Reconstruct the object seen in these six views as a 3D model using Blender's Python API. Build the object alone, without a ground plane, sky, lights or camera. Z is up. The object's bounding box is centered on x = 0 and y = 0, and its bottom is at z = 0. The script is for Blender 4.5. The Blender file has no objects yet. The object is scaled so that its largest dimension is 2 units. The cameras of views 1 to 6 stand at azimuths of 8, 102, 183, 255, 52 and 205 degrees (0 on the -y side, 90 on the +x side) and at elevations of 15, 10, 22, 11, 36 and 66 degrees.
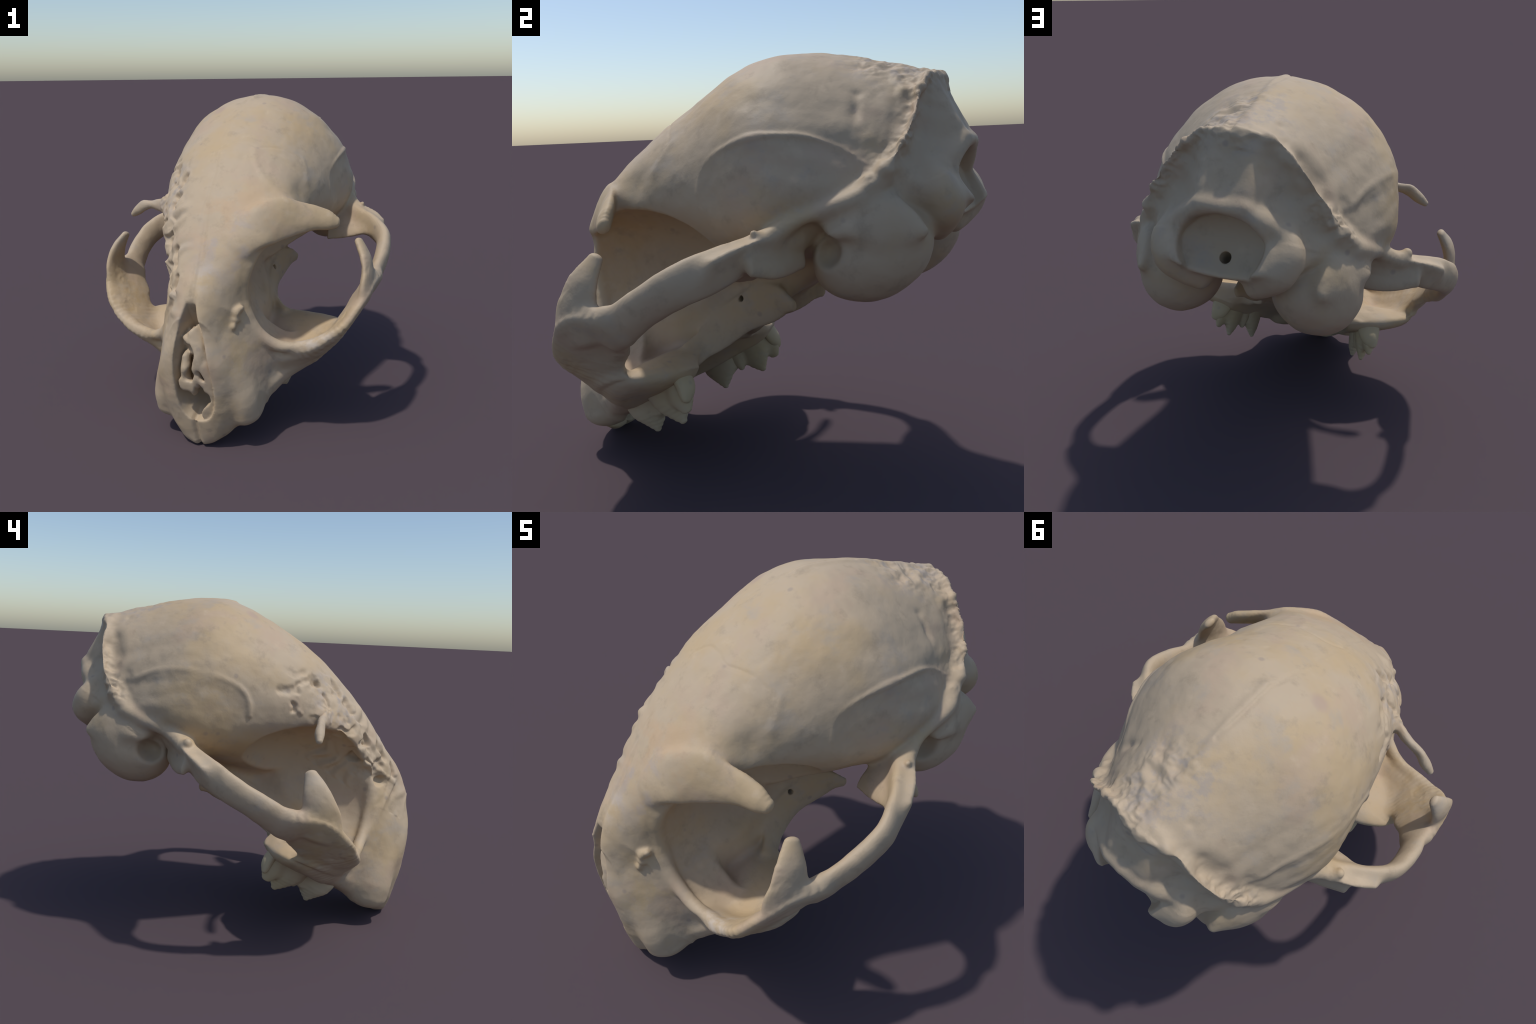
import bpy, math
import numpy as np

# ----------------------------------------------------------------------------
# Weathered cat skull.  The bone is described in the skull's own frame
# (x = animal's left, y = towards the back, z = up) as a field made of lofts,
# ellipsoids and swept bars blended together; the zero surface is meshed,
# split into anatomical parts and turned into the resting pose.
# ----------------------------------------------------------------------------
CELL = 0.0068
F = np.float32

# ---------------------------------------------------------------- basic tools
def smin(a, b, k):
    h = np.clip(0.5 + 0.5 * (b - a) / k, 0, 1)
    return b + (a - b) * h - k * h * (1 - h)

def smax(a, b, k):
    return -smin(-a, -b, k)

def spline(keys, ys, col):
    """smooth interpolation (monotone-ish Catmull-Rom) of one column of a key table"""
    k = np.array([r[0] for r in keys], float)
    v = np.array([r[col] for r in keys], float)
    m = np.gradient(v, k)
    ys = np.clip(ys, k[0], k[-1])
    i = np.clip(np.searchsorted(k, ys) - 1, 0, len(k) - 2)
    h = k[i + 1] - k[i]
    t = (ys - k[i]) / h
    return ((2*t**3 - 3*t**2 + 1) * v[i] + (t**3 - 2*t**2 + t) * h * m[i]
            + (-2*t**3 + 3*t**2) * v[i + 1] + (t**3 - t**2) * h * m[i + 1])

class Loft:
    """stack of sections along y: keys (y, top, zc, half_width, bottom, n_up, n_low)"""
    def __init__(self, keys, cx=((0, 0.0),)):
        self.y0, self.y1 = keys[0][0], keys[-1][0]
        self.t = np.linspace(self.y0, self.y1, 400)
        self.c = [spline(keys, self.t, j) for j in range(1, 7)]
        self.cx = np.array(cx, float).T          # sideways drift of the sections

    def __call__(self, P):
        y, z = P[:, 1], P[:, 2]
        x = P[:, 0] - np.interp(y, *self.cx).astype(F)
        top, zc, w, bot, nu, nl = [np.interp(y, self.t, c).astype(F) for c in self.c]
        up = z > zc
        h = np.where(up, top - zc, zc - bot)
        n = np.where(up, nu, nl)
        a = np.abs(x) / w + 1e-5
        b = np.abs(z - zc) / h + 1e-5
        k = (a**n + b**n)**(1 / n)
        ga = (a / k)**(n - 1) / w
        gb = (b / k)**(n - 1) / h
        d = (k - 1) / np.sqrt(ga * ga + gb * gb)     # first-order distance to the outline
        e = np.maximum(self.y0 - y, y - self.y1)
        return np.maximum(d, e)

def ellipsoid(P, c, r, yaw=0.0, pitch=0.0):
    q = P - np.array(c, F)
    if yaw:
        s, co = math.sin(yaw), math.cos(yaw)
        q = np.stack([co*q[:, 0] + s*q[:, 1], -s*q[:, 0] + co*q[:, 1], q[:, 2]], 1)
    if pitch:
        s, co = math.sin(pitch), math.cos(pitch)
        q = np.stack([q[:, 0], co*q[:, 1] + s*q[:, 2], -s*q[:, 1] + co*q[:, 2]], 1)
    r = np.array(r, F)
    k0 = np.sqrt(((q / r)**2).sum(1)) + 1e-6
    k1 = np.sqrt(((q / (r * r))**2).sum(1)) + 1e-6
    return k0 * (k0 - 1) / k1

def catmull(pts, n):
    p = np.array(pts, float)
    s = np.concatenate([[0], np.cumsum(np.linalg.norm(np.diff(p[:, :3], axis=0), axis=1))])
    t = np.linspace(0, s[-1], n)
    keys = np.column_stack([s, p])
    return np.column_stack([spline(keys, t, j + 1) for j in range(p.shape[1])])

class Sweep:
    """bar swept along a spine; rows (x, y, z, a, b): a = half size along `wide`
    (a fixed direction made square to the spine), b = half size across it"""
    def __init__(self, pts, wide=(0, 0, 1), n=20, sharp=2.0):
        rows = np.array(pts, float)
        if rows.shape[1] == 4:
            rows = np.column_stack([rows, rows[:, 3]])
        q = catmull(rows, n)
        self.q = q.astype(F)
        self.wide = np.array(wide, float)
        self.sharp = sharp
        self.lo = (q[:, :3] - q[:, 3:5].max(1)[:, None]).min(0) - 0.12
        self.hi = (q[:, :3] + q[:, 3:5].max(1)[:, None]).max(0) + 0.12

    def mirrored(self):
        m = object.__new__(Sweep)
        m.__dict__ = dict(self.__dict__)
        m.q = self.q.copy(); m.q[:, 0] *= -1
        m.wide = self.wide * np.array([-1, 1, 1])
        m.lo = np.array([-self.hi[0], self.lo[1], self.lo[2]])
        m.hi = np.array([-self.lo[0], self.hi[1], self.hi[2]])
        return m

    def __call__(self, P):
        out = np.full(len(P), 1.0, F)
        sel = np.all((P > self.lo) & (P < self.hi), axis=1)
        if not sel.any():
            return out
        p = P[sel]; best = np.full(len(p), 1.0, F)
        q = self.q
        for i in range(len(q) - 1):
            A, B = q[i, :3], q[i + 1, :3]
            d = B - A; L2 = float(d @ d) + 1e-9
            v = p - A
            t = np.clip((v @ d) / L2, 0, 1)
            v = v - t[:, None] * d
            ax = d / math.sqrt(L2)
            w = self.wide - (self.wide @ ax) * ax; w = (w / np.linalg.norm(w)).astype(F)
            a = q[i, 3] + t * (q[i + 1, 3] - q[i, 3])
            b = q[i, 4] + t * (q[i + 1, 4] - q[i, 4])
            cw = v @ w
            r2 = (v * v).sum(1)
            co = np.sqrt(np.maximum(r2 - cw * cw, 0))
            ka, kb = np.abs(cw) / a, co / b
            k = np.sqrt(ka**2 + kb**2) + 1e-6 if self.sharp == 2 else (ka**self.sharp + kb**self.sharp + 1e-9)**(1 / self.sharp)
            g = np.sqrt((cw / (a * a))**2 + (co / (b * b))**2) + 1e-6
            best = np.minimum(best, k * (k - 1) / g)
        out[sel] = best
        return out

def line_dist(P, pts, n=24, reach=0.1):
    """distance to a smooth 3D line (large beyond reach)"""
    q = catmull(pts, n).astype(F)[:, :3]
    out = np.full(len(P), 9.0, F)
    sel = np.all((P > q.min(0) - reach) & (P < q.max(0) + reach), axis=1)
    if not sel.any():
        return out
    p = P[sel]; best = np.full(len(p), 9.0, F)
    for i in range(n - 1):
        A = q[i]; d = q[i + 1] - A
        v = p - A
        t = np.clip((v @ d) / (d @ d + 1e-9), 0, 1)
        v = v - t[:, None] * d
        best = np.minimum(best, (v * v).sum(1))
    out[sel] = np.sqrt(best)
    return out

def mirror(pts):
    return [(-p[0],) + tuple(p[1:]) for p in pts]

def flip(P):
    Q = P.copy(); Q[:, 0] *= -1
    return Q

# ------------------------------------------------------------- gradient noise
_rng = np.random.RandomState(7)
_perm = _rng.permutation(512).astype(np.int64)
_grad = _rng.normal(size=(512, 3)); _grad = (_grad / np.linalg.norm(_grad, axis=1)[:, None]).astype(F)

def noise(P, freq, seed=0):
    p = P * freq + seed * 17.31
    i = np.floor(p).astype(np.int64); f = (p - i).astype(F)
    u = f * f * f * (f * (f * 6 - 15) + 10)
    res = 0
    for dx in (0, 1):
        for dy in (0, 1):
            for dz in (0, 1):
                h = _perm[(i[:, 0] + dx) & 511]
                h = _perm[(h + i[:, 1] + dy) & 511]
                h = _perm[(h + i[:, 2] + dz) & 511]
                g = _grad[h]
                dot = g[:, 0]*(f[:, 0]-dx) + g[:, 1]*(f[:, 1]-dy) + g[:, 2]*(f[:, 2]-dz)
                w = ((u[:, 0] if dx else 1-u[:, 0]) * (u[:, 1] if dy else 1-u[:, 1]) * (u[:, 2] if dz else 1-u[:, 2]))
                res = res + w * dot
    return res.astype(F)

def ramp(v, a, b):
    t = np.clip((v - a) / (b - a), 0, 1)
    return t * t * (3 - 2 * t)

# ------------------------------------------------------------------ the bones
# roof of the skull from nose bridge to occiput
#         y     top    zc    w     bottom n_up n_low
CRANIUM = Loft([
    (-0.45, 1.135, 1.02, 0.10, 0.80, 2.0, 2.0),
    (-0.32, 1.225, 1.03, 0.17, 0.80, 2.1, 2.0),
    (-0.20, 1.287, 1.08, 0.225, 0.82, 2.3, 2.0),
    (-0.08, 1.345, 1.12, 0.285, 0.88, 2.4, 2.0),
    (0.05, 1.402, 1.16, 0.355, 0.93, 2.4, 2.0),
    (0.20, 1.455, 1.21, 0.41, 0.88, 2.25, 1.5),
    (0.35, 1.498, 1.20, 0.432, 0.76, 2.15, 1.6),
    (0.50, 1.527, 1.13, 0.472, 0.72, 2.1, 1.8),
    (0.65, 1.537, 1.03, 0.512, 0.70, 2.05, 2.2),
    (0.80, 1.538, 0.97, 0.552, 0.665, 2.05, 2.5),
    (0.95, 1.529, 0.93, 0.560, 0.60, 2.05, 1.9),
    (1.10, 1.472, 0.88, 0.505, 0.57, 2.0, 1.8),
    (1.20, 1.405, 0.84, 0.428, 0.56, 1.95, 2.1),
    (1.30, 1.322, 0.81, 0.365, 0.55, 1.85, 2.4),
    (1.42, 1.205, 0.79, 0.320, 0.54, 1.8, 2.4),
    (1.60, 1.020, 0.78, 0.26, 0.55, 1.8, 2.4)],
    cx=((-0.2, 0.01), (0.0, 0.025), (0.2, 0.025), (0.45, 0.0), (0.7, -0.012), (1.1, -0.012), (1.3, -0.014), (1.5, -0.005)))

MUZZLE = Loft([
    (-0.762, 0.475, 0.46, 0.03, 0.445, 2.0, 2.0),
    (-0.745, 0.53, 0.475, 0.085, 0.428, 2.2, 2.0),
    (-0.72, 0.61, 0.52, 0.125, 0.415, 2.3, 2.2),
    (-0.69, 0.71, 0.54, 0.16, 0.415, 2.4, 2.6),
    (-0.64, 0.845, 0.56, 0.20, 0.42, 2.3, 2.8),
    (-0.60, 0.94, 0.57, 0.23, 0.43, 2.2, 3.2),
    (-0.50, 1.085, 0.60, 0.275, 0.445, 1.7, 3.5),
    (-0.40, 1.170, 0.62, 0.325, 0.45, 1.42, 3.5),
    (-0.30, 1.225, 0.63, 0.365, 0.46, 1.45, 3.0),
    (-0.20, 1.24, 0.63, 0.38, 0.46, 1.5, 3.0),
    (-0.10, 1.20, 0.63, 0.36, 0.46, 1.5, 3.0)], cx=((-0.75, -0.022), (-0.35, -0.008), (-0.1, 0.0)))

# tooth-bearing shelf with the orbit floor on top
SHELF = Loft([
    (-0.46, 0.62, 0.54, 0.30, 0.45, 3.0, 3.0),
    (-0.30, 0.63, 0.57, 0.41, 0.44, 3.0, 2.6),
    (-0.15, 0.635, 0.595, 0.56, 0.435, 3.0, 2.0),
    (0.00, 0.625, 0.595, 0.64, 0.435, 3.0, 1.9),
    (0.08, 0.605, 0.57, 0.61, 0.44, 2.6, 1.9),
    (0.13, 0.58, 0.54, 0.51, 0.455, 2.2, 2.0),
    (0.165, 0.54, 0.515, 0.40, 0.485, 2.0, 2.0)])

# thin wall between the orbits and down to the pterygoids
STEM = Loft([
    (-0.30, 1.10, 0.80, 0.22, 0.47, 3.0, 4.0),
    (-0.10, 1.10, 0.80, 0.21, 0.47, 3.0, 4.0),
    (0.05, 1.10, 0.78, 0.20, 0.50, 3.0, 4.0),
    (0.20, 1.08, 0.77, 0.155, 0.53, 3.0, 4.0),
    (0.35, 1.05, 0.76, 0.095, 0.54, 3.0, 4.0),
    (0.50, 1.00, 0.74, 0.125, 0.55, 3.0, 4.0),
    (0.66, 0.95, 0.74, 0.145, 0.58, 3.0, 4.0),
    (0.85, 0.90, 0.74, 0.18, 0.60, 3.0, 4.0)])
ORBIT = Sweep([
    (0.555, -0.08, 0.95, 0.36),
    (0.46, 0.10, 0.95, 0.315),
    (0.38, 0.26, 0.93, 0.25),
    (0.36, 0.36, 0.94, 0.18)], n=16)
CHOANA = Sweep([
    (0.0, 0.11, 0.56, 0.07),
    (0.0, 0.25, 0.55, 0.105),
    (0.0, 0.45, 0.52, 0.12),
    (0.0, 0.70, 0.49, 0.085),
    (0.0, 0.95, 0.46, 0.05)], n=14)
VAULT = Loft([
    (-0.66, 0.48, 0.38, 0.13, 0.30, 3.0, 2.0),
    (-0.45, 0.515, 0.38, 0.23, 0.30, 3.5, 2.0),
    (-0.20, 0.535, 0.38, 0.29, 0.30, 3.5, 2.0),
    (0.05, 0.54, 0.38, 0.335, 0.30, 3.5, 2.0),
    (0.20, 0.55, 0.38, 0.37, 0.30, 3.5, 2.0)])

# cheek bar: root on the braincase, bar, jugal plate, foot on the upper jaw
ARCH = Sweep([
    (0.44, 0.88, 0.755, 0.045, 0.05),
    (0.515, 0.835, 0.765, 0.045, 0.036),
    (0.617, 0.76, 0.772, 0.060, 0.034),
    (0.72, 0.67, 0.775, 0.074, 0.036),
    (0.792, 0.55, 0.78, 0.076, 0.040),
    (0.806, 0.40, 0.78, 0.073, 0.042),
    (0.788, 0.25, 0.775, 0.078, 0.034),
    (0.78, 0.18, 0.785, 0.08, 0.026)], wide=(0.30, 0, 1), n=90)
JUGAL_PLATE = Sweep([
    (0.803, 0.35, 0.777, 0.055, 0.028),
    (0.790, 0.26, 0.777, 0.080, 0.028),
    (0.780, 0.17, 0.785, 0.11, 0.026),
    (0.768, 0.075, 0.785, 0.122, 0.024),
    (0.740, -0.04, 0.735, 0.108, 0.024),
    (0.678, -0.14, 0.705, 0.095, 0.026),
    (0.572, -0.215, 0.675, 0.088, 0.030),
    (0.455, -0.262, 0.66, 0.085, 0.036),
    (0.36, -0.29, 0.65, 0.09, 0.045)], wide=(0.25, -0.15, 0.95), n=120)
JUGAL_PLATE = Sweep([
    (0.785, 0.22, 0.775, 0.080, 0.034),
    (0.75, 0.10, 0.785, 0.14, 0.034),
    (0.705, -0.02, 0.755, 0.15, 0.036),
    (0.625, -0.125, 0.695, 0.145, 0.038),
    (0.51, -0.21, 0.645, 0.125, 0.042),
    (0.38, -0.26, 0.62, 0.10, 0.05)], wide=(0.7, -0.15, 1), n=24, sharp=2.6)
RIM = Sweep([
    (0.69, -0.15, 0.785, 0.012),
    (0.58, -0.225, 0.752, 0.020),
    (0.47, -0.265, 0.740, 0.025),
    (0.37, -0.292, 0.765, 0.030),
    (0.285, -0.29, 0.85, 0.026),
    (0.230, -0.245, 0.97, 0.020),
    (0.215, -0.19, 1.09, 0.018),
    (0.24, -0.12, 1.19, 0.016)], n=40)
JUGAL_HORN = Sweep([
    (0.775, 0.06, 0.80, 0.07, 0.024),
    (0.790, 0.08, 0.87, 0.095, 0.026),
    (0.797, 0.13, 0.93, 0.085, 0.028),
    (0.78, 0.19, 0.99, 0.064, 0.028),
    (0.74, 0.248, 1.042, 0.034, 0.022)], wide=(0, 1, -0.7), n=44)
BROW_HORN = Sweep([
    (0.20, -0.06, 1.285, 0.07, 0.036),
    (0.30, 0.04, 1.322, 0.105, 0.030),
    (0.38, 0.12, 1.302, 0.105, 0.028),
    (0.46, 0.188, 1.262, 0.088, 0.027),
    (0.54, 0.235, 1.217, 0.064, 0.027),
    (0.595, 0.256, 1.183, 0.052, 0.030),
    (0.622, 0.266, 1.163, 0.036, 0.028)], wide=(0, 1, 0.7), n=36)
BROW_SPUR = Sweep([
    (-0.24, 0.18, 1.30, 0.09, 0.05),
    (-0.33, 0.235, 1.288, 0.078, 0.034),
    (-0.40, 0.27, 1.268, 0.050, 0.026),
    (-0.45, 0.287, 1.256, 0.036, 0.025),
    (-0.50, 0.297, 1.248, 0.024, 0.021),
    (-0.56, 0.298, 1.237, 0.034, 0.022),
    (-0.61, 0.292, 1.206, 0.029, 0.025),
    (-0.645, 0.283, 1.184, 0.018, 0.018)], wide=(0, 0.8, 1), n=30)
GLENOID = Sweep([
    (0.44, 0.76, 0.745, 0.15, 0.028),
    (0.55, 0.745, 0.755, 0.13, 0.028),
    (0.65, 0.725, 0.765, 0.10, 0.026),
    (0.75, 0.67, 0.775, 0.06, 0.024)], wide=(0, 1, 0.25), n=16)
POSTGLENOID = Sweep([
    (0.44, 0.85, 0.71, 0.07, 0.03),
    (0.56, 0.805, 0.705, 0.06, 0.025),
    (0.67, 0.775, 0.735, 0.05, 0.022)], wide=(0, 0.1, 1), n=10)
MASTOID = Sweep([
    (0.45, 1.04, 0.735, 0.080, 0.038),
    (0.44, 1.13, 0.71, 0.090, 0.042),
    (0.41, 1.205, 0.655, 0.090, 0.042),
    (0.385, 1.255, 0.595, 0.055, 0.030),
    (0.375, 1.292, 0.55, 0.018, 0.013)], wide=(-0.5, 1, 0.3), n=30)
ROOT_RIDGE = Sweep([
    (0.58, 0.82, 0.795, 0.012),
    (0.53, 0.93, 0.79, 0.014),
    (0.508, 1.02, 0.785, 0.016),
    (0.488, 1.10, 0.77, 0.018),
    (0.45, 1.19, 0.775, 0.016),
    (0.40, 1.25, 0.80, 0.014)], n=16)
CREST = Sweep([
    (0.0, 1.515, 1.042, 0.048, 0.018),
    (0.09, 1.512, 1.047, 0.050, 0.018),
    (0.155, 1.478, 1.022, 0.056, 0.018),
    (0.23, 1.43, 0.945, 0.064, 0.018),
    (0.295, 1.375, 0.875, 0.064, 0.018),
    (0.37, 1.28, 0.80, 0.050, 0.020),
    (0.43, 1.18, 0.765, 0.025, 0.020)], wide=(0.5, 0.75, 0.4), n=30)
CONDYLE = Sweep([
    (0.235, 1.405, 0.735, 0.034),
    (0.245, 1.402, 0.68, 0.056),
    (0.22, 1.388, 0.605, 0.068),
    (0.17, 1.345, 0.565, 0.056),
    (0.12, 1.305, 0.545, 0.045)], n=30)
LIP = Sweep([
    (0.20, 1.43, 0.735, 0.022),
    (0.11, 1.505, 0.775, 0.024),
    (0.0, 1.535, 0.785, 0.022)], n=14)
PTERYGOID = Sweep([
    (0.25, 0.10, 0.57, 0.05, 0.02),
    (0.16, 0.20, 0.59, 0.07, 0.022),
    (0.118, 0.34, 0.615, 0.08, 0.024),
    (0.125, 0.47, 0.605, 0.085, 0.024),
    (0.15, 0.56, 0.585, 0.065, 0.020),
    (0.175, 0.61, 0.545, 0.028, 0.014)], n=24)
CANINE_ROOT = Sweep([
    (0.15, -0.40, 0.88, 0.04, 0.03),
    (0.20, -0.48, 0.74, 0.075, 0.055),
    (0.228, -0.525, 0.60, 0.120, 0.085),
    (0.23, -0.545, 0.535, 0.120, 0.085)], wide=(0, 1, 0), n=40)
LACRIMAL = [((0.195, -0.335, 1.015), 0.022), ((0.20, -0.31, 1.045), 0.020), ((0.228, -0.285, 1.05), 0.018),
            ((0.187, -0.365, 0.99), 0.015)]
# broken turbinate scrolls inside the nose: start, end, thickness
SCROLLS = [((0.045, -0.48, 1.03), (0.055, -0.55, 0.93), 0.028), ((0.075, -0.57, 0.90), (0.105, -0.66, 0.77), 0.024),
           ((-0.035, -0.53, 0.91), (-0.05, -0.58, 0.84), 0.020), ((-0.06, -0.61, 0.80), (-0.01, -0.63, 0.775), 0.022),
           ((0.03, -0.55, 0.90), (0.02, -0.60, 0.80), 0.018), ((0.07, -0.62, 0.80), (0.035, -0.60, 0.83), 0.017),
           ((0.10, -0.665, 0.72), (0.075, -0.70, 0.665), 0.024), ((0.065, -0.67, 0.655), (0.04, -0.69, 0.64), 0.020)]
PREMAXILLA = Sweep([
    (0.11, -0.57, 0.64, 0.028),
    (0.072, -0.64, 0.57, 0.044),
    (0.058, -0.675, 0.52, 0.050),
    (0.055, -0.69, 0.46, 0.043)], n=24)
TUBERCLE = Sweep([
    (0.60, 0.83, 0.79, 0.030),
    (0.625, 0.825, 0.825, 0.022)], n=4)
SQUAMOSAL = [(0.515, 0.63, 1.09), (0.515, 0.67, 1.15), (0.515, 0.73, 1.18), (0.52, 0.83, 1.175),
             (0.52, 0.93, 1.15), (0.51, 1.03, 1.105), (0.475, 1.11, 1.05), (0.44, 1.18, 0.98), (0.41, 1.22, 0.91)]
SAGITTAL = [(0.0, 1.00, 1.52), (0.0, 1.15, 1.44), (-0.005, 1.30, 1.325), (-0.01, 1.42, 1.205), (-0.01, 1.54, 1.08)]

BARS = [(ARCH, 0.05), (JUGAL_PLATE, 0.05), (RIM, 0.03), (JUGAL_HORN, 0.03), (GLENOID, 0.05), (POSTGLENOID, 0.03), (MASTOID, 0.06),
        (ROOT_RIDGE, 0.06), (CREST, 0.06), (PTERYGOID, 0.05), (CANINE_ROOT, 0.05), (PREMAXILLA, 0.015)]
NOSE = Loft([
    (-0.90, 1.0, 0.82, 0.10, 0.63, 2.0, 2.5),
    (-0.72, 1.0, 0.80, 0.11, 0.61, 2.0, 2.5),
    (-0.62, 1.1, 0.86, 0.105, 0.60, 2.0, 2.5),
    (-0.53, 1.25, 0.95, 0.080, 0.60, 2.0, 2.5),
    (-0.45, 1.3, 1.00, 0.050, 0.66, 2.0, 2.5),
    (-0.39, 1.4, 1.05, 0.022, 0.90, 2.0, 2.5)], cx=((-0.75, 0.005), (-0.4, 0.015)))

def field(P):
    x, y, z = P[:, 0], P[:, 1], P[:, 2]
    # snout drifts a little to the right
    ax = np.abs(x + 0.018 * ramp(-y, 0.3, 0.55))
    # the right cheek stands out a little further than the left one
    far = ramp(ax, 0.45, 0.8)
    M = P.copy(); M[:, 0] = ax / (1 + far * np.where(x > 0, -0.004 - 0.02 * ramp(y, 0.55, 0.75), 0.014))
    d = CRANIUM(P)
    # occipital face: one middle plane and two slanting side planes
    mid = y - (1.55 + 0.05 * np.minimum(z - 0.8, 0.1))
    side = 0.653 * ax + 0.757 * y - 1.228
    d = smax(d, smax(mid, side, 0.05), 0.015)
    # muzzle, interorbital wall, shelf
    face = smin(MUZZLE(P), STEM(P), 0.06)
    d = smin(d, face, 0.05)
    O = M.copy(); O[:, 0] += np.where(x > 0, 0.022, 0.004) * ramp(y, -0.05, 0.15)
    d = smax(d, -ORBIT(O), 0.02)
    shelf = smax(SHELF(P), -ellipsoid(P, (0.0, 0.33, 0.50), (0.42, 0.28, 0.16)), 0.02)
    d = smin(d, shelf, 0.04)
    d = smax(d, -CHOANA(P), 0.03)
    d = smax(d, -VAULT(P), 0.02)
    # bulla
    B = P.copy(); B[:, 0] = np.abs(x + 0.012)
    d = smin(d, ellipsoid(B, (0.302, 1.07, 0.585), (0.180, 0.235, 0.187), yaw=0.25), 0.02)
    for bar, k in BARS:
        d = smin(d, bar(M) + (0.008 * (x > 0) if bar is CREST else 0), k)
    d = smin(d, np.where(x > 0, BROW_HORN(P), 1.0), 0.05)
    d = smin(d, BROW_SPUR(P), 0.03)
    d = smin(d, TUBERCLE(M) + 0.012 * (x > 0), 0.02)
    # ear opening
    d = smax(d, -ellipsoid(M, (0.54, 0.955, 0.65), (0.15, 0.08, 0.068)), 0.02)
    # foramen magnum and condyles
    rr = np.sqrt((x / 0.172)**2 + ((z - 0.648 - 0.04 * (1.5 - y)) / 0.128)**2 + 1e-6)
    d = smax(d, -np.maximum((rr - 1) * 0.13, 1.378 + 0.045 * rr * rr + 0.12 * (z - 0.645) - y), 0.025)
    C = M.copy(); C[:, 1] += 0.018 * (x > 0)         # the left knob sits further in
    d = smax(d, y - (1.478 + 0.7 * np.maximum(z - 0.655, 0)), 0.03)
    d = smin(d, CONDYLE(C) - 0.004, 0.04)
    d = smin(d, LIP(M), 0.04)
    # small openings: brain cavity plug, orbit wall
    d = smax(d, -(np.sqrt((x - 0.0)**2 + (z - 0.625)**2 + 0.05 * (y - 1.37)**2) - 0.022), 0.004)
    d = smax(d, -(np.sqrt((y - 0.376)**2 + (z - 0.68)**2 + 0.02 * (x - 0.1)**2) - 0.014), 0.004)
    # nose opening
    d = smax(d, -NOSE(P), 0.015)
    # broken scrolls and rubble in the nose, lump at the tear duct
    near = (y < -0.2) & (z > 0.55)
    p = P[near]
    if len(p):
        e = d[near]
        bed = ellipsoid(p, (0.02, -0.40, 0.84), (0.09, 0.09, 0.24), pitch=0.4) + 0.03 * noise(p, 22, 3)
        for a, b, r in SCROLLS:
            a = np.array(a, F); b = np.array(b, F)
            t = np.clip(((p - a) @ (b - a)) / ((b - a) @ (b - a)), 0, 1)
            q = np.linalg.norm((p - a - t[:, None] * (b - a)) * np.array([1.7, 0.85, 0.85], F), axis=1) * 0.75
            bed = smin(bed, q - 1.3 * r * (1 + 0.9 * noise(p, 16, 4)), 0.012)
        bed = smax(bed, MUZZLE(p) + 0.035, 0.02)      # rubble stays below the torn rim
        e = smin(e, bed, 0.008)
        for c, r in LACRIMAL:
            e = smin(e, np.linalg.norm(p - np.array(c, F), axis=1) - r * (1 + 0.8 * noise(p, 20, 9)), 0.020)
        d[near] = e
    # ridges
    t = line_dist(M, SQUAMOSAL)
    d = d - (0.008 + 0.008 * noise(P, 6, 21)) * np.exp(-(t / 0.014)**2)
    ly, lz = np.array([(p[1], p[2]) for p in SQUAMOSAL]).T
    s = np.interp(y, ly, lz) - z
    d = d + 0.007 * ramp(s, 0.0, 0.07) * (1 - ramp(s, 0.12, 0.28)) * ramp(y, 0.62, 0.70) * (1 - ramp(y, 1.16, 1.24)) * (ax > 0.3)
    t = line_dist(P, SAGITTAL)
    d = d - 0.010 * np.exp(-(t / 0.02)**2)
    return d

# ------------------------------------------------------------------- meshing
LO = np.array([-0.92, -0.84, 0.34]); HI = np.array([0.92, 1.62, 1.62])
BLOCK = 6

def evaluate(P, f, chunk=400000):
    out = np.empty(len(P), F)
    for i in range(0, len(P), chunk):
        out[i:i + chunk] = f(P[i:i + chunk])
    return out

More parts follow.
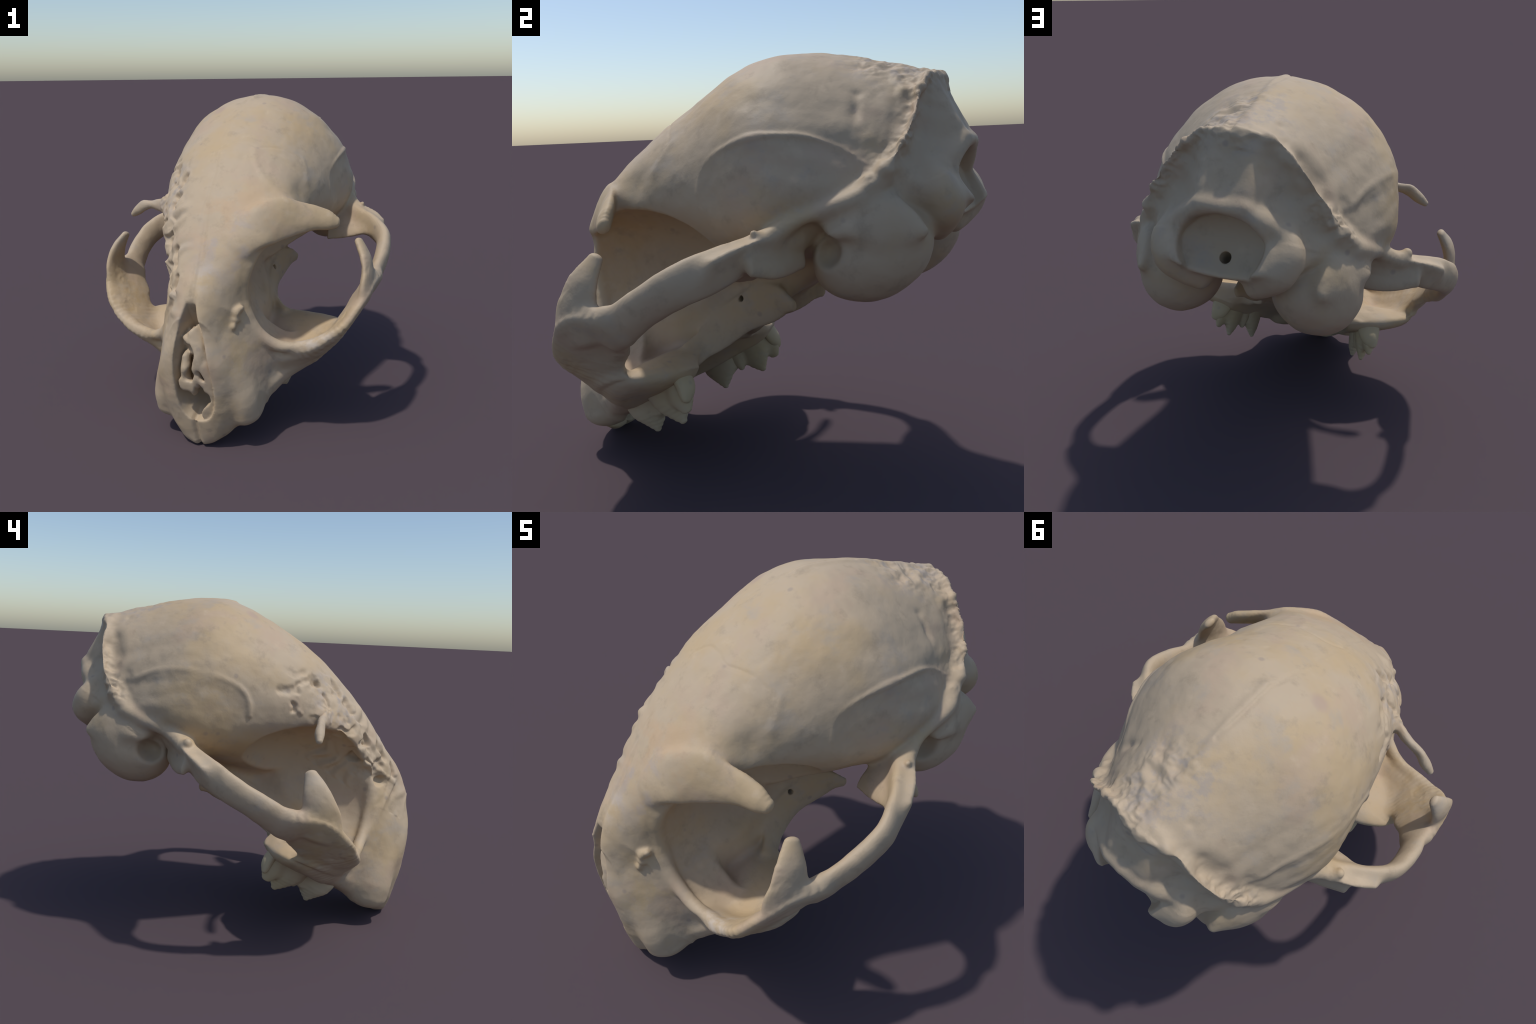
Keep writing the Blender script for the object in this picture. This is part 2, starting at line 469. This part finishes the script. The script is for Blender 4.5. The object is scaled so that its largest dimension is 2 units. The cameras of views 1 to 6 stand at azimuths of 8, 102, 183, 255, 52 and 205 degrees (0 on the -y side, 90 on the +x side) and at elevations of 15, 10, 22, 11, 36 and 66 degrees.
def extract(f, cell, LO=LO, HI=HI):
    big = cell * BLOCK
    nb = np.ceil((HI - LO) / big).astype(int)
    g = [LO[a] + big * np.arange(nb[a] + 1) for a in range(3)]
    X = np.stack(np.meshgrid(*g, indexing='ij'), -1).reshape(-1, 3).astype(F)
    c = evaluate(X, f).reshape(nb + 1)
    lim = big * 1.35
    near = np.abs(c) < lim
    act = np.zeros(nb, bool)
    for dx in (0, 1):
        for dy in (0, 1):
            for dz in (0, 1):
                act |= near[dx:nb[0]+dx, dy:nb[1]+dy, dz:nb[2]+dz]
    n = nb * BLOCK + 1
    val = np.repeat(np.repeat(np.repeat(np.where(c > 0, 1, -1).astype(F), BLOCK, 0), BLOCK, 1), BLOCK, 2)
    o = BLOCK // 2
    val = np.pad(val, ((o, 0),) * 3, mode='edge')[:n[0], :n[1], :n[2]] if False else val[:n[0], :n[1], :n[2]].copy()
    need = np.zeros(n, bool)
    for b in np.argwhere(act):
        s = b * BLOCK
        need[s[0]:s[0]+BLOCK+1, s[1]:s[1]+BLOCK+1, s[2]:s[2]+BLOCK+1] = True
    idx = np.argwhere(need)
    val[need] = evaluate((LO + idx * cell).astype(F), f)
    neg = val < 0
    # cells that hold surface, only where every corner was evaluated
    full = np.ones(n - 1, bool); cnt = np.zeros(n - 1, np.int8)
    corners = [(a, b, c2) for a in (0, 1) for b in (0, 1) for c2 in (0, 1)]
    for a, b, c2 in corners:
        s = (slice(a, n[0]-1+a), slice(b, n[1]-1+b), slice(c2, n[2]-1+c2))
        full &= need[s]; cnt += neg[s]
    cells = np.argwhere(full & (cnt > 0) & (cnt < 8))
    vid = np.full(n - 1, -1, np.int64); vid[tuple(cells.T)] = np.arange(len(cells))
    cv = np.stack([val[tuple((cells + np.array(k)).T)] for k in corners], 1)
    acc = np.zeros((len(cells), 3)); num = np.zeros(len(cells))
    for i in range(8):
        for j in range(i + 1, 8):
            di = np.array(corners[j]) - np.array(corners[i])
            if np.abs(di).sum() != 1:
                continue
            cross = (cv[:, i] < 0) != (cv[:, j] < 0)
            t = np.where(cross, cv[:, i] / (cv[:, i] - cv[:, j] + 1e-12), 0)
            acc += np.where(cross[:, None], np.array(corners[i]) + t[:, None] * di, 0)
            num += cross
    V = LO + (cells + acc / num[:, None]) * cell
    quads = []
    for ax in range(3):
        b, c2 = [(1, 2), (2, 0), (0, 1)][ax]
        e = np.zeros(3, int); e[ax] = 1
        s0 = [slice(1, n[k]-1) for k in range(3)]; s1 = list(s0)
        s0[ax] = slice(0, n[ax]-1); s1[ax] = slice(1, n[ax])
        n0, n1 = neg[tuple(s0)], neg[tuple(s1)]
        E = np.argwhere(n0 != n1)
        off = np.array([1, 1, 1]); off[ax] = 0
        E = E + off
        inside = neg[tuple(E.T)]
        def cell_at(db, dc):
            q = E.copy(); q[:, b] -= db; q[:, c2] -= dc
            return vid[tuple(q.T)]
        Q = np.stack([cell_at(1, 1), cell_at(0, 1), cell_at(0, 0), cell_at(1, 0)], 1)
        Q[~inside] = Q[~inside][:, ::-1]
        quads.append(Q[(Q >= 0).all(1)])
    return V, np.concatenate(quads)

def gradient(f, V, e=0.003):
    V = V.astype(F); G = np.empty((len(V), 3))
    for a in range(3):
        d = np.zeros(3, F); d[a] = e
        G[:, a] = (evaluate(V + d, f) - evaluate(V - d, f)) / (2 * e)
    return G

def vertex_normals(V, Q):
    n = np.cross(V[Q[:, 2]] - V[Q[:, 0]], V[Q[:, 3]] - V[Q[:, 1]])
    N = np.zeros_like(V)
    for k in range(4):
        for a in range(3):
            N[:, a] += np.bincount(Q[:, k], n[:, a], len(V))
    return N / (np.linalg.norm(N, axis=1)[:, None] + 1e-12)

def keep_large(V, Q, least=400):
    """drop crumbs: connected pieces with few vertices"""
    lab = np.arange(len(V))
    e = np.concatenate([Q[:, [0, 1]], Q[:, [1, 2]], Q[:, [2, 3]]])
    for _ in range(400):
        m = np.minimum(lab[e[:, 0]], lab[e[:, 1]])
        new = lab.copy()
        np.minimum.at(new, e[:, 0], m); np.minimum.at(new, e[:, 1], m)
        new = new[new]; new = new[new]
        if (new == lab).all():
            break
        lab = new
    cnt = np.bincount(lab, minlength=len(V))
    good = cnt[lab] >= least
    ren = np.cumsum(good) - 1
    Q = Q[good[Q[:, 0]]]
    return V[good], ren[Q]

# ------------------------------------------------------------------------ teeth
TEETH = [
    ('premolar', [[(0.335, -0.215, 0.49, 0.105, 0.050), (0.330, -0.215, 0.435, 0.095, 0.044), (0.322, -0.222, 0.385, 0.058, 0.030), (0.318, -0.230, 0.342, 0.018, 0.014)],
                  [(0.345, -0.150, 0.48, 0.035, 0.036), (0.345, -0.145, 0.41, 0.026, 0.020)]]),
    ('carnassial_tooth', [[(0.395, -0.02, 0.49, 0.11, 0.058), (0.395, -0.02, 0.43, 0.095, 0.048), (0.393, -0.02, 0.38, 0.062, 0.032), (0.395, -0.017, 0.33, 0.020, 0.014)],
                  [(0.425, 0.06, 0.49, 0.060, 0.045), (0.432, 0.06, 0.42, 0.058, 0.036), (0.44, 0.06, 0.368, 0.030, 0.015)],
                  [(0.36, -0.105, 0.49, 0.045, 0.040), (0.355, -0.105, 0.43, 0.040, 0.032), (0.352, -0.107, 0.39, 0.018, 0.016)]]),
    ('molar', [[(0.425, 0.105, 0.50, 0.030, 0.060), (0.435, 0.105, 0.455, 0.032, 0.050), (0.455, 0.10, 0.418, 0.020, 0.028)]])]

def tooth_field(cusps):
    bars = [Sweep(c, wide=(0, 1, 0), n=8) for c in cusps]
    def f(P):
        d = bars[0](P)
        for b in bars[1:]:
            d = smin(d, b(P), 0.022)
        return d + 0.0015 * noise(P, 30, 5)
    return f

# ------------------------------------------------------- surface relief (mesh)
# torn hollows (negative) and splinters (positive) in the broken bone over the right eye:
# height, width, line on the surface
BREAKS = [
    (-0.018, 0.020, [(-0.456, 0.564, 1.276), (-0.44, 0.526, 1.298), (-0.422, 0.487, 1.32)]),
    (-0.014, 0.014, [(-0.408, 0.494, 1.343), (-0.359, 0.462, 1.394), (-0.304, 0.427, 1.432)]),
    (-0.020, 0.017, [(-0.347, 0.425, 1.398), (-0.314, 0.396, 1.419)]),
    (-0.034, 0.020, [(-0.206, 0.306, 1.454), (-0.22, 0.28, 1.44), (-0.237, 0.252, 1.426)]),
    (-0.036, 0.021, [(-0.219, 0.192, 1.414), (-0.24, 0.165, 1.395), (-0.257, 0.137, 1.377)]),
    (-0.026, 0.014, [(-0.334, 0.328, 1.385), (-0.367, 0.29, 1.338)]),
    (-0.024, 0.012, [(-0.449, 0.465, 1.253), (-0.451, 0.442, 1.227)]),
    (0.010, 0.012, [(-0.441, 0.415, 1.238), (-0.435, 0.405, 1.235)]),
    (0.012, 0.011, [(-0.335, 0.34, 1.385), (-0.356, 0.315, 1.359), (-0.39, 0.279, 1.312), (-0.41, 0.235, 1.273)]),
    (-0.036, 0.018, [(-0.148, -0.118, 1.295), (-0.14, -0.155, 1.277), (-0.137, -0.192, 1.255)]),
    (-0.030, 0.016, [(-0.103, -0.264, 1.227), (-0.106, -0.312, 1.189)]),
    (0.014, 0.018, [(-0.264, -0.034, 1.247), (-0.264, -0.066, 1.201)]),
    (-0.016, 0.014, [(-0.235, -0.03, 1.27), (-0.23, -0.075, 1.25)]),
    (0.010, 0.012, [(-0.259, -0.114, 1.206), (-0.178, -0.231, 1.173), (-0.125, -0.34, 1.155)]),
    (-0.018, 0.016, [(-0.20, -0.16, 1.22), (-0.17, -0.20, 1.20)]),
    (-0.012, 0.010, [(-0.28, 0.22, 1.38), (-0.29, 0.20, 1.365)]),
    (-0.010, 0.010, [(-0.30, 0.15, 1.345), (-0.31, 0.13, 1.33)]),
    (-0.003, 0.016, [(0.119, 0.407, 1.511), (0.125, 0.41, 1.511)]),
    (-0.003, 0.014, [(0.134, 0.82, 1.515), (0.138, 0.825, 1.515)])]
CORONAL = [(-0.03, 0.45, 1.52), (0.02, 0.50, 1.53), (0.12, 0.515, 1.51), (0.17, 0.50, 1.50), (0.25, 0.535, 1.47), (0.32, 0.56, 1.42), (0.38, 0.565, 1.36)]
MIDLINE = [(-0.025, 0.42, 1.51), (-0.03, 0.79, 1.55), (-0.02, 1.04, 1.51), (-0.02, 1.16, 1.44), (-0.01, 1.25, 1.37)]
METOPIC = [(-0.025, 0.44, 1.515), (-0.005, 0.23, 1.46), (-0.012, 0.04, 1.40), (-0.012, -0.12, 1.335), (0.018, -0.36, 1.205)]
BROW_LINE = [(0.17, 0.48, 1.495), (0.20, 0.39, 1.475), (0.25, 0.32, 1.45), (0.32, 0.265, 1.40), (0.38, 0.235, 1.35)]
SCARS = [[(0.20, 1.42, 1.07), (0.28, 1.36, 0.98), (0.35, 1.29, 0.89)], [(-0.14, 1.43, 1.13), (-0.22, 1.38, 1.03), (-0.30, 1.33, 0.96)],
         [(0.27, 1.30, 1.12), (0.33, 1.26, 1.02), (0.37, 1.22, 0.94)], [(-0.28, 1.22, 1.18), (-0.36, 1.17, 1.06), (-0.41, 1.15, 0.98)]]

def relief(V, N):
    P = V.astype(F); x, y, z = P.T; ax = np.abs(x)
    M = P.copy(); M[:, 0] = ax
    n1, n2, n3, n4 = noise(P, 5, 1), noise(P, 13, 2), noise(P, 30, 3), noise(P, 60, 4)
    d = 0.0060 * n1 + 0.0032 * n2 + 0.0012 * n3
    # long low muscle scars sweeping down the sides of the braincase
    streak = noise(np.stack([x * 4 + z * 2, y * 9 + z * 9, z * 2], 1), 1.0, 6)
    d += 0.009 * streak * ramp(y, 0.6, 1.1) * (z > 0.7)
    # rugged crest and rough bone at its peak
    crest = line_dist(M, [tuple(r) for r in (CREST.q[:, :3] + np.array([0.02, 0.03, 0.015]))[::3]], n=30, reach=0.15)
    rug = np.exp(-(crest / 0.045)**2)
    peak = np.exp(-(((x - 0.09) / 0.13)**2 + ((y - 1.45) / 0.13)**2))* (z > 0.95)
    low = np.exp(-(((ax - 0.40) / 0.09)**2 + ((y - 1.28) / 0.09)**2 + ((z - 0.86) / 0.09)**2))
    rough = np.clip(rug * 0.8 + peak + 0.7 * low, 0, 1.2)
    ridged = 0.4 - np.abs(n3) * 2.0
    patchy = ramp(noise(P, 8, 11), -0.25, 0.25)
    nb = noise(P, 20, 12)
    d += rough * (0.020 * nb + (0.010 * ridged + 0.004 * n4) * patchy + 0.010 * n2 - 0.002)
    # broken bone over the right eye
    cr = np.exp(-(((x + 0.31) / 0.11)**2 + ((y - 0.28) / 0.20)**2 + ((z - 1.36) / 0.14)**2) * 1.1)
    rimR = np.exp(-((ax - 0.22) / 0.06)**2) * ramp(-y, -0.1, 0.0) * ramp(y, -0.40, -0.30) * ramp(z, 1.06, 1.14) * (x < 0)
    broken = np.clip(cr * 1.4 + rimR, 0, 1)
    broken *= 1 - ramp(x, -0.13, -0.08)
    d += broken * (0.012 * nb + (0.004 * ridged + 0.002 * n4) * patchy + 0.012 * n2 - 0.020 - 0.028 * ramp(noise(P, 12, 30), 0.10, 0.30))
    # ripples on the right of the nose bridge
    rip = np.exp(-((x + 0.14) / 0.07)**2) * ramp(y, -0.52, -0.40) * ramp(-y, -0.28, -0.12) * (z > 1.0)
    d += 0.008 * rip * np.sin(y * 70 + 14 * n1 + 10 * x) * np.clip(0.7 + 2.5 * noise(P, 7, 13), 0, 1.3)
    edge = np.exp(-((x - 0.015 + 0.02 * np.sin(y * 5)) / 0.014)**2) * ramp(-y, -0.25, 0.1) * (z > 0.9) * (y > -0.45)
    d -= 0.006 * edge
    wob = P + 0.016 * np.stack([noise(P, 26, 14), noise(P, 26, 15), noise(P, 26, 16)], 1)
    for hgt, wid, line in BREAKS:
        d += hgt * (0.6 if hgt > 0 else 0.75) * np.exp(-(line_dist(wob, line, n=8) / (wid * 1.1))**2.6)
    # sutures and lines
    w = P + 0.008 * np.stack([noise(P, 20, 8), noise(P, 20, 9), np.zeros_like(x)], 1)
    d -= 0.0045 * np.exp(-(line_dist(w, CORONAL) / 0.008)**2)
    d -= 0.004 * np.exp(-(line_dist(w, METOPIC) / 0.007)**2)
    mid = line_dist(w, MIDLINE)
    d -= 0.006 * np.exp(-(mid / 0.009)**2) * ramp(y, 0.4, 0.8)
    d += 0.006 * np.exp(-((x + 0.035) / 0.03)**2) * ramp(y, 0.95, 1.2) * (z > 1.0)
    d += 0.004 * np.exp(-(line_dist(P, BROW_LINE) / 0.018)**2)
    d -= 0.016 * np.exp(-((x - 0.41)**2 + (y - 0.36)**2 + (z - 1.28)**2) / 0.06**2)
    d += 0.003 * np.exp(-(line_dist(P, [(0.40, 0.58, 1.35), (0.415, 0.53, 1.32), (0.43, 0.47, 1.285)]) / 0.02)**2)
    for line in SCARS:
        d -= 0.008 * np.exp(-(line_dist(P, line) / 0.022)**2) * np.clip(0.8 + 2 * n2, 0, 1.5)
    # back of the skull: raised middle panel with a hollow, side hollows, low lip over the opening
    occ = ramp(N[:, 1], 0.6, 0.8) * ramp(y, 1.38, 1.44) * ramp(z, 0.74, 0.80) * (1 - ramp(z, 1.0, 1.05))
    d += occ * (0.010 * np.exp(-((ax - 0.09) / 0.035)**2) - 0.010 * np.exp(-(ax / 0.05)**2 - ((z - 0.88) / 0.09)**2)
                - 0.010 * np.exp(-((ax - 0.20) / 0.06)**2 - ((z - 0.86) / 0.08)**2))
    # cleft between the two halves of the snout tip
    d -= 0.016 * np.exp(-((x + 0.02) / 0.013)**2) * ramp(-y, 0.60, 0.68) * (1 - ramp(z, 0.64, 0.70))
    # chewed upper edge of the cheek plates and porous bone inside them
    d += (0.003 * ridged + 0.006 * n2) * np.exp(-((ax - 0.72) / 0.12)**2) * (y < 0.15) * (z > 0.6) * patchy
    return d

# ---------------------------------------------------------------- resting pose
yaw, roll, pitch = np.radians([14, 3, 30])
EX = np.array([np.cos(yaw)*np.cos(roll), -np.sin(yaw)*np.cos(roll), np.sin(roll)])
B0 = np.array([np.sin(yaw), np.cos(yaw), 0.0])
D0 = np.cross(EX, B0)
EY = np.cos(pitch)*B0 + np.sin(pitch)*D0
EZ = np.cos(pitch)*D0 - np.sin(pitch)*B0
ROT = np.array([EX, EY, EZ])
def to_world(V):
    return (V + np.array([0.085, 0, 0])) @ ROT

# -------------------------------------------------------------------- materials
# local stains: centre, radius, colour, noise scale, mask range, strength, noise offset
STAINS = [
    ((0.05, -0.70, 1.22), 0.34, (0.50, 0.325, 0.185), 6.0, 0.47, 0.62, 0.45, (3.0, 1.0, 0.0)),
    ((0.0, -0.78, 1.12), 0.28, (0.38, 0.325, 0.30), 9.0, 0.50, 0.64, 0.42, (0.0, 5.0, 2.0)),
    ((-0.10, -0.86, 0.95), 0.10, (0.47, 0.43, 0.41), 8.0, 0.40, 0.62, 0.45, (9.0, 5.0, 2.0)),
    ((0.17, -0.26, 1.61), 0.42, (0.49, 0.345, 0.18), 4.0, 0.47, 0.66, 0.50, (1.0, 8.0, 2.0)),
    ((0.45, -0.74, 0.57), 0.16, (0.56, 0.49, 0.42), 12.0, 0.42, 0.62, 0.6, (2.0, 2.0, 2.0)),
    ((0.17, 0.60, 1.76), 0.30, (0.345, 0.30, 0.265), 13.0, 0.47, 0.62, 0.65, (7.0, 2.0, 6.0)),
    ((-0.40, -0.39, 1.31), 0.24, (0.37, 0.32, 0.28), 12.0, 0.46, 0.62, 0.7, (4.0, 4.0, 6.0)),
    ((0.10, -0.84, 0.54), 0.22, (0.47, 0.345, 0.19), 5.0, 0.48, 0.62, 0.70, (6.0, 6.0, 1.0)),
    ((-0.69, -0.27, 0.60), 0.26, (0.45, 0.32, 0.17), 9.0, 0.46, 0.62, 0.65, (5.0, 1.0, 7.0)),
    ((-0.18, 0.05, 1.74), 0.06, (0.40, 0.29, 0.23), 6.0, 0.35, 0.50, 0.60, (5.0, 3.0, 7.0))]

def bone_material(name, base, ochre, rose, grey, amount=1.0):
    """mottled dry bone: soft clouds of ochre, rosy tan and grey, small dark specks"""
    m = bpy.data.materials.new(name); m.use_nodes = True
    nt = m.node_tree; nd = nt.nodes; ln = nt.links
    b = nd['Principled BSDF']
    b.inputs['Roughness'].default_value = 0.62
    b.inputs['Specular IOR Level'].default_value = 0.3
    tc = nd.new('ShaderNodeTexCoord')

    def tex(scale, detail, offset, stretch=(1, 1, 1), rough=0.55):
        mp = nd.new('ShaderNodeMapping')
        mp.inputs['Location'].default_value = offset
        mp.inputs['Scale'].default_value = stretch
        n = nd.new('ShaderNodeTexNoise')
        n.inputs['Scale'].default_value = scale
        n.inputs['Detail'].default_value = detail
        n.inputs['Roughness'].default_value = rough
        ln.new(tc.outputs['Object'], mp.inputs['Vector']); ln.new(mp.outputs['Vector'], n.inputs['Vector'])
        return n.outputs['Fac']

    def mask(fac, lo, hi, strength=1.0):
        r = nd.new('ShaderNodeMapRange'); r.interpolation_type = 'SMOOTHSTEP'
        r.inputs['From Min'].default_value = lo; r.inputs['From Max'].default_value = hi
        r.inputs['To Max'].default_value = strength * amount
        ln.new(fac, r.inputs['Value'])
        return r.outputs['Result']

    def mix(a, col, fac):
        x = nd.new('ShaderNodeMix'); x.data_type = 'RGBA'
        ln.new(fac, x.inputs['Factor'])
        if isinstance(a, tuple):
            x.inputs['A'].default_value = (*a, 1)
        else:
            ln.new(a, x.inputs['A'])
        x.inputs['B'].default_value = (*col, 1)
        return x.outputs['Result']

    c = mix(base, ochre, mask(tex(2.3, 4, (0.3, 1.7, 0.2)), 0.46, 0.66, 0.9))
    c = mix(c, rose, mask(tex(3.4, 4, (4.1, 0.4, 2.0)), 0.52, 0.68, 0.75))
    c = mix(c, grey, mask(tex(5.0, 6, (7.7, 3.1, 5.0), (1, 1, 1.6), 0.62), 0.53, 0.71, 0.7))
    c = mix(c, tuple(0.74 * v for v in base), mask(tex(11, 6, (1.2, 9.0, 3.3), rough=0.65), 0.52, 0.74, 0.6))
    c = mix(c, tuple(min(1, 1.16 * v) for v in base), mask(tex(9, 5, (6.2, 2.0, 8.3)), 0.58, 0.76, 0.5))
    def spot(center, radius):
        dist = nd.new('ShaderNodeVectorMath'); dist.operation = 'DISTANCE'
        dist.inputs[1].default_value = center
        ln.new(tc.outputs['Object'], dist.inputs[0])
        r = nd.new('ShaderNodeMapRange'); r.interpolation_type = 'SMOOTHSTEP'
        r.inputs['From Min'].default_value = radius; r.inputs['From Max'].default_value = radius * 0.3
        ln.new(dist.outputs['Value'], r.inputs['Value'])
        return r.outputs['Result']

    def both(a, b2):
        x = nd.new('ShaderNodeMath'); x.operation = 'MULTIPLY'
        ln.new(a, x.inputs[0]); ln.new(b2, x.inputs[1])
        return x.outputs[0]

    for centre, radius, col, sc, lo, hi, amt, off in STAINS:
        c = mix(c, col, both(spot(centre, radius), mask(tex(sc, 5, off, rough=0.6), lo, hi, amt)))
    # sparse greyish specks
    v = nd.new('ShaderNodeTexVoronoi'); v.inputs['Scale'].default_value = 9.0
    ln.new(tc.outputs['Object'], v.inputs['Vector'])
    near = nd.new('ShaderNodeMapRange'); near.interpolation_type = 'SMOOTHSTEP'
    near.inputs['From Min'].default_value = 0.16; near.inputs['From Max'].default_value = 0.05
    ln.new(v.outputs['Distance'], near.inputs['Value'])
    some = nd.new('ShaderNodeMath'); some.operation = 'GREATER_THAN'; some.inputs[1].default_value = 0.80
    sep = nd.new('ShaderNodeSeparateColor'); ln.new(v.outputs['Color'], sep.inputs['Color'])
    ln.new(sep.outputs['Red'], some.inputs[0])
    mul = nd.new('ShaderNodeMath'); mul.operation = 'MULTIPLY'
    ln.new(near.outputs['Result'], mul.inputs[0]); ln.new(some.outputs[0], mul.inputs[1])
    half = nd.new('ShaderNodeMath'); half.operation = 'MULTIPLY'; half.inputs[1].default_value = 0.45 * amount
    ln.new(mul.outputs[0], half.inputs[0])
    c = mix(c, (0.27, 0.22, 0.19), half.outputs[0])
    ln.new(c, b.inputs['Base Color'])
    bump = nd.new('ShaderNodeBump'); bump.inputs['Strength'].default_value = 0.18
    bump.inputs['Distance'].default_value = 0.004
    ln.new(tex(70, 4, (0, 0, 0)), bump.inputs['Height'])
    ln.new(bump.outputs['Normal'], b.inputs['Normal'])
    return m

# ------------------------------------------------------------------------ build
def add_mesh(name, co, q, normals, mat, parent):
    me = bpy.data.meshes.new(name)
    me.vertices.add(len(co)); me.vertices.foreach_set('co', co.astype(F).ravel())
    me.loops.add(q.size); me.loops.foreach_set('vertex_index', q.ravel().astype(np.int32))
    me.polygons.add(len(q)); me.polygons.foreach_set('loop_start', np.arange(0, q.size, 4, dtype=np.int32))
    me.update(calc_edges=True)
    me.polygons.foreach_set('use_smooth', np.ones(len(q), bool))
    me.normals_split_custom_set_from_vertices(normals.astype(F))
    me.materials.append(mat)
    ob = bpy.data.objects.new(name, me)
    ob.parent = parent
    bpy.context.scene.collection.objects.link(ob)
    return ob

def build():
    V, Q = extract(field, CELL)
    V, Q = keep_large(V, Q)
    for _ in range(2):                               # settle on the zero surface
        G = gradient(field, V)
        fv = evaluate(V.astype(F), field)
        g2 = np.maximum((G * G).sum(1), 0.25)
        V = V - np.clip(fv / g2, -CELL, CELL)[:, None] * G * 0.8
    N = vertex_normals(V, Q)
    V = V + relief(V, N)[:, None] * N
    W = to_world(V)
    NW = vertex_normals(W, Q)

    root = bpy.data.objects.new('animal_skull', None)
    root['label'] = 'weathered pale cat skull with damaged brow and nose'
    root['category'] = 'skull'
    bpy.context.scene.collection.objects.link(root)
    mat = bone_material('bone', (0.468, 0.365, 0.25), (0.475, 0.35, 0.205), (0.468, 0.345, 0.24), (0.405, 0.338, 0.262))

    cen = V[Q].mean(1)
    region = classify(cen)
    for name, k in REGIONS:
        q = Q[region == k]
        if len(q) == 0:
            continue
        used, inv = np.unique(q, return_inverse=True)
        q = inv.reshape(q.shape)
        add_mesh(name, W[used], q, NW[used], mat, root)
    enamel = bone_material('tooth_enamel', (0.50, 0.41, 0.27), (0.48, 0.38, 0.21), (0.50, 0.40, 0.27), (0.46, 0.40, 0.30), 0.7)
    for name, cusps in TEETH:
        pts = np.array([r[:3] for c in cusps for r in c])
        lo, hi = pts.min(0) - 0.13, pts.max(0) + 0.13
        V, Q = extract(tooth_field(cusps), 0.0065, lo, hi)
        for side in (1, -1):
            T = V * np.array([side, 1, 1]) - np.array([0.018, 0, 0])
            q = Q if side > 0 else Q[:, ::-1]
            W = to_world(T)
            add_mesh(name, W, q, vertex_normals(W, q), enamel, root)
    return root

REGIONS = [('braincase', 0), ('muzzle', 1), ('cheek_arch', 2), ('cheek_arch', 3), ('ear_bulla', 4), ('ear_bulla', 5),
           ('occipital_condyle', 6), ('occipital_condyle', 7), ('brow_process', 8), ('brow_process', 9)]

def classify(C):
    x, y, z = C.T; ax = np.abs(x); left = x > 0
    r = np.zeros(len(C), int)
    r[(y < 0.0)] = 1
    r[(y < 0.2) & (z < 0.62)] = 1
    arch = (ax > 0.5 + 0.12 * ramp(y, 0.5, 0.9)) & (y < 0.95) & (z > 0.56) & (z < 1.09)
    r[arch & left] = 2; r[arch & ~left] = 3
    bul = (y > 0.76) & (y < 1.3) & (z < 0.60) & (ax > 0.1)
    r[bul & left] = 4; r[bul & ~left] = 5
    con = (y > 1.30) & (z < 0.76) & (ax > 0.10 + 0.07 * ramp(z, 0.52, 0.62)) & (ax < 0.32)
    r[con & left] = 6; r[con & ~left] = 7
    brow = (ax > 0.36) & (y < 0.42) & (z > 1.09)
    r[brow & left] = 8; r[brow & ~left] = 9
    return r

build()
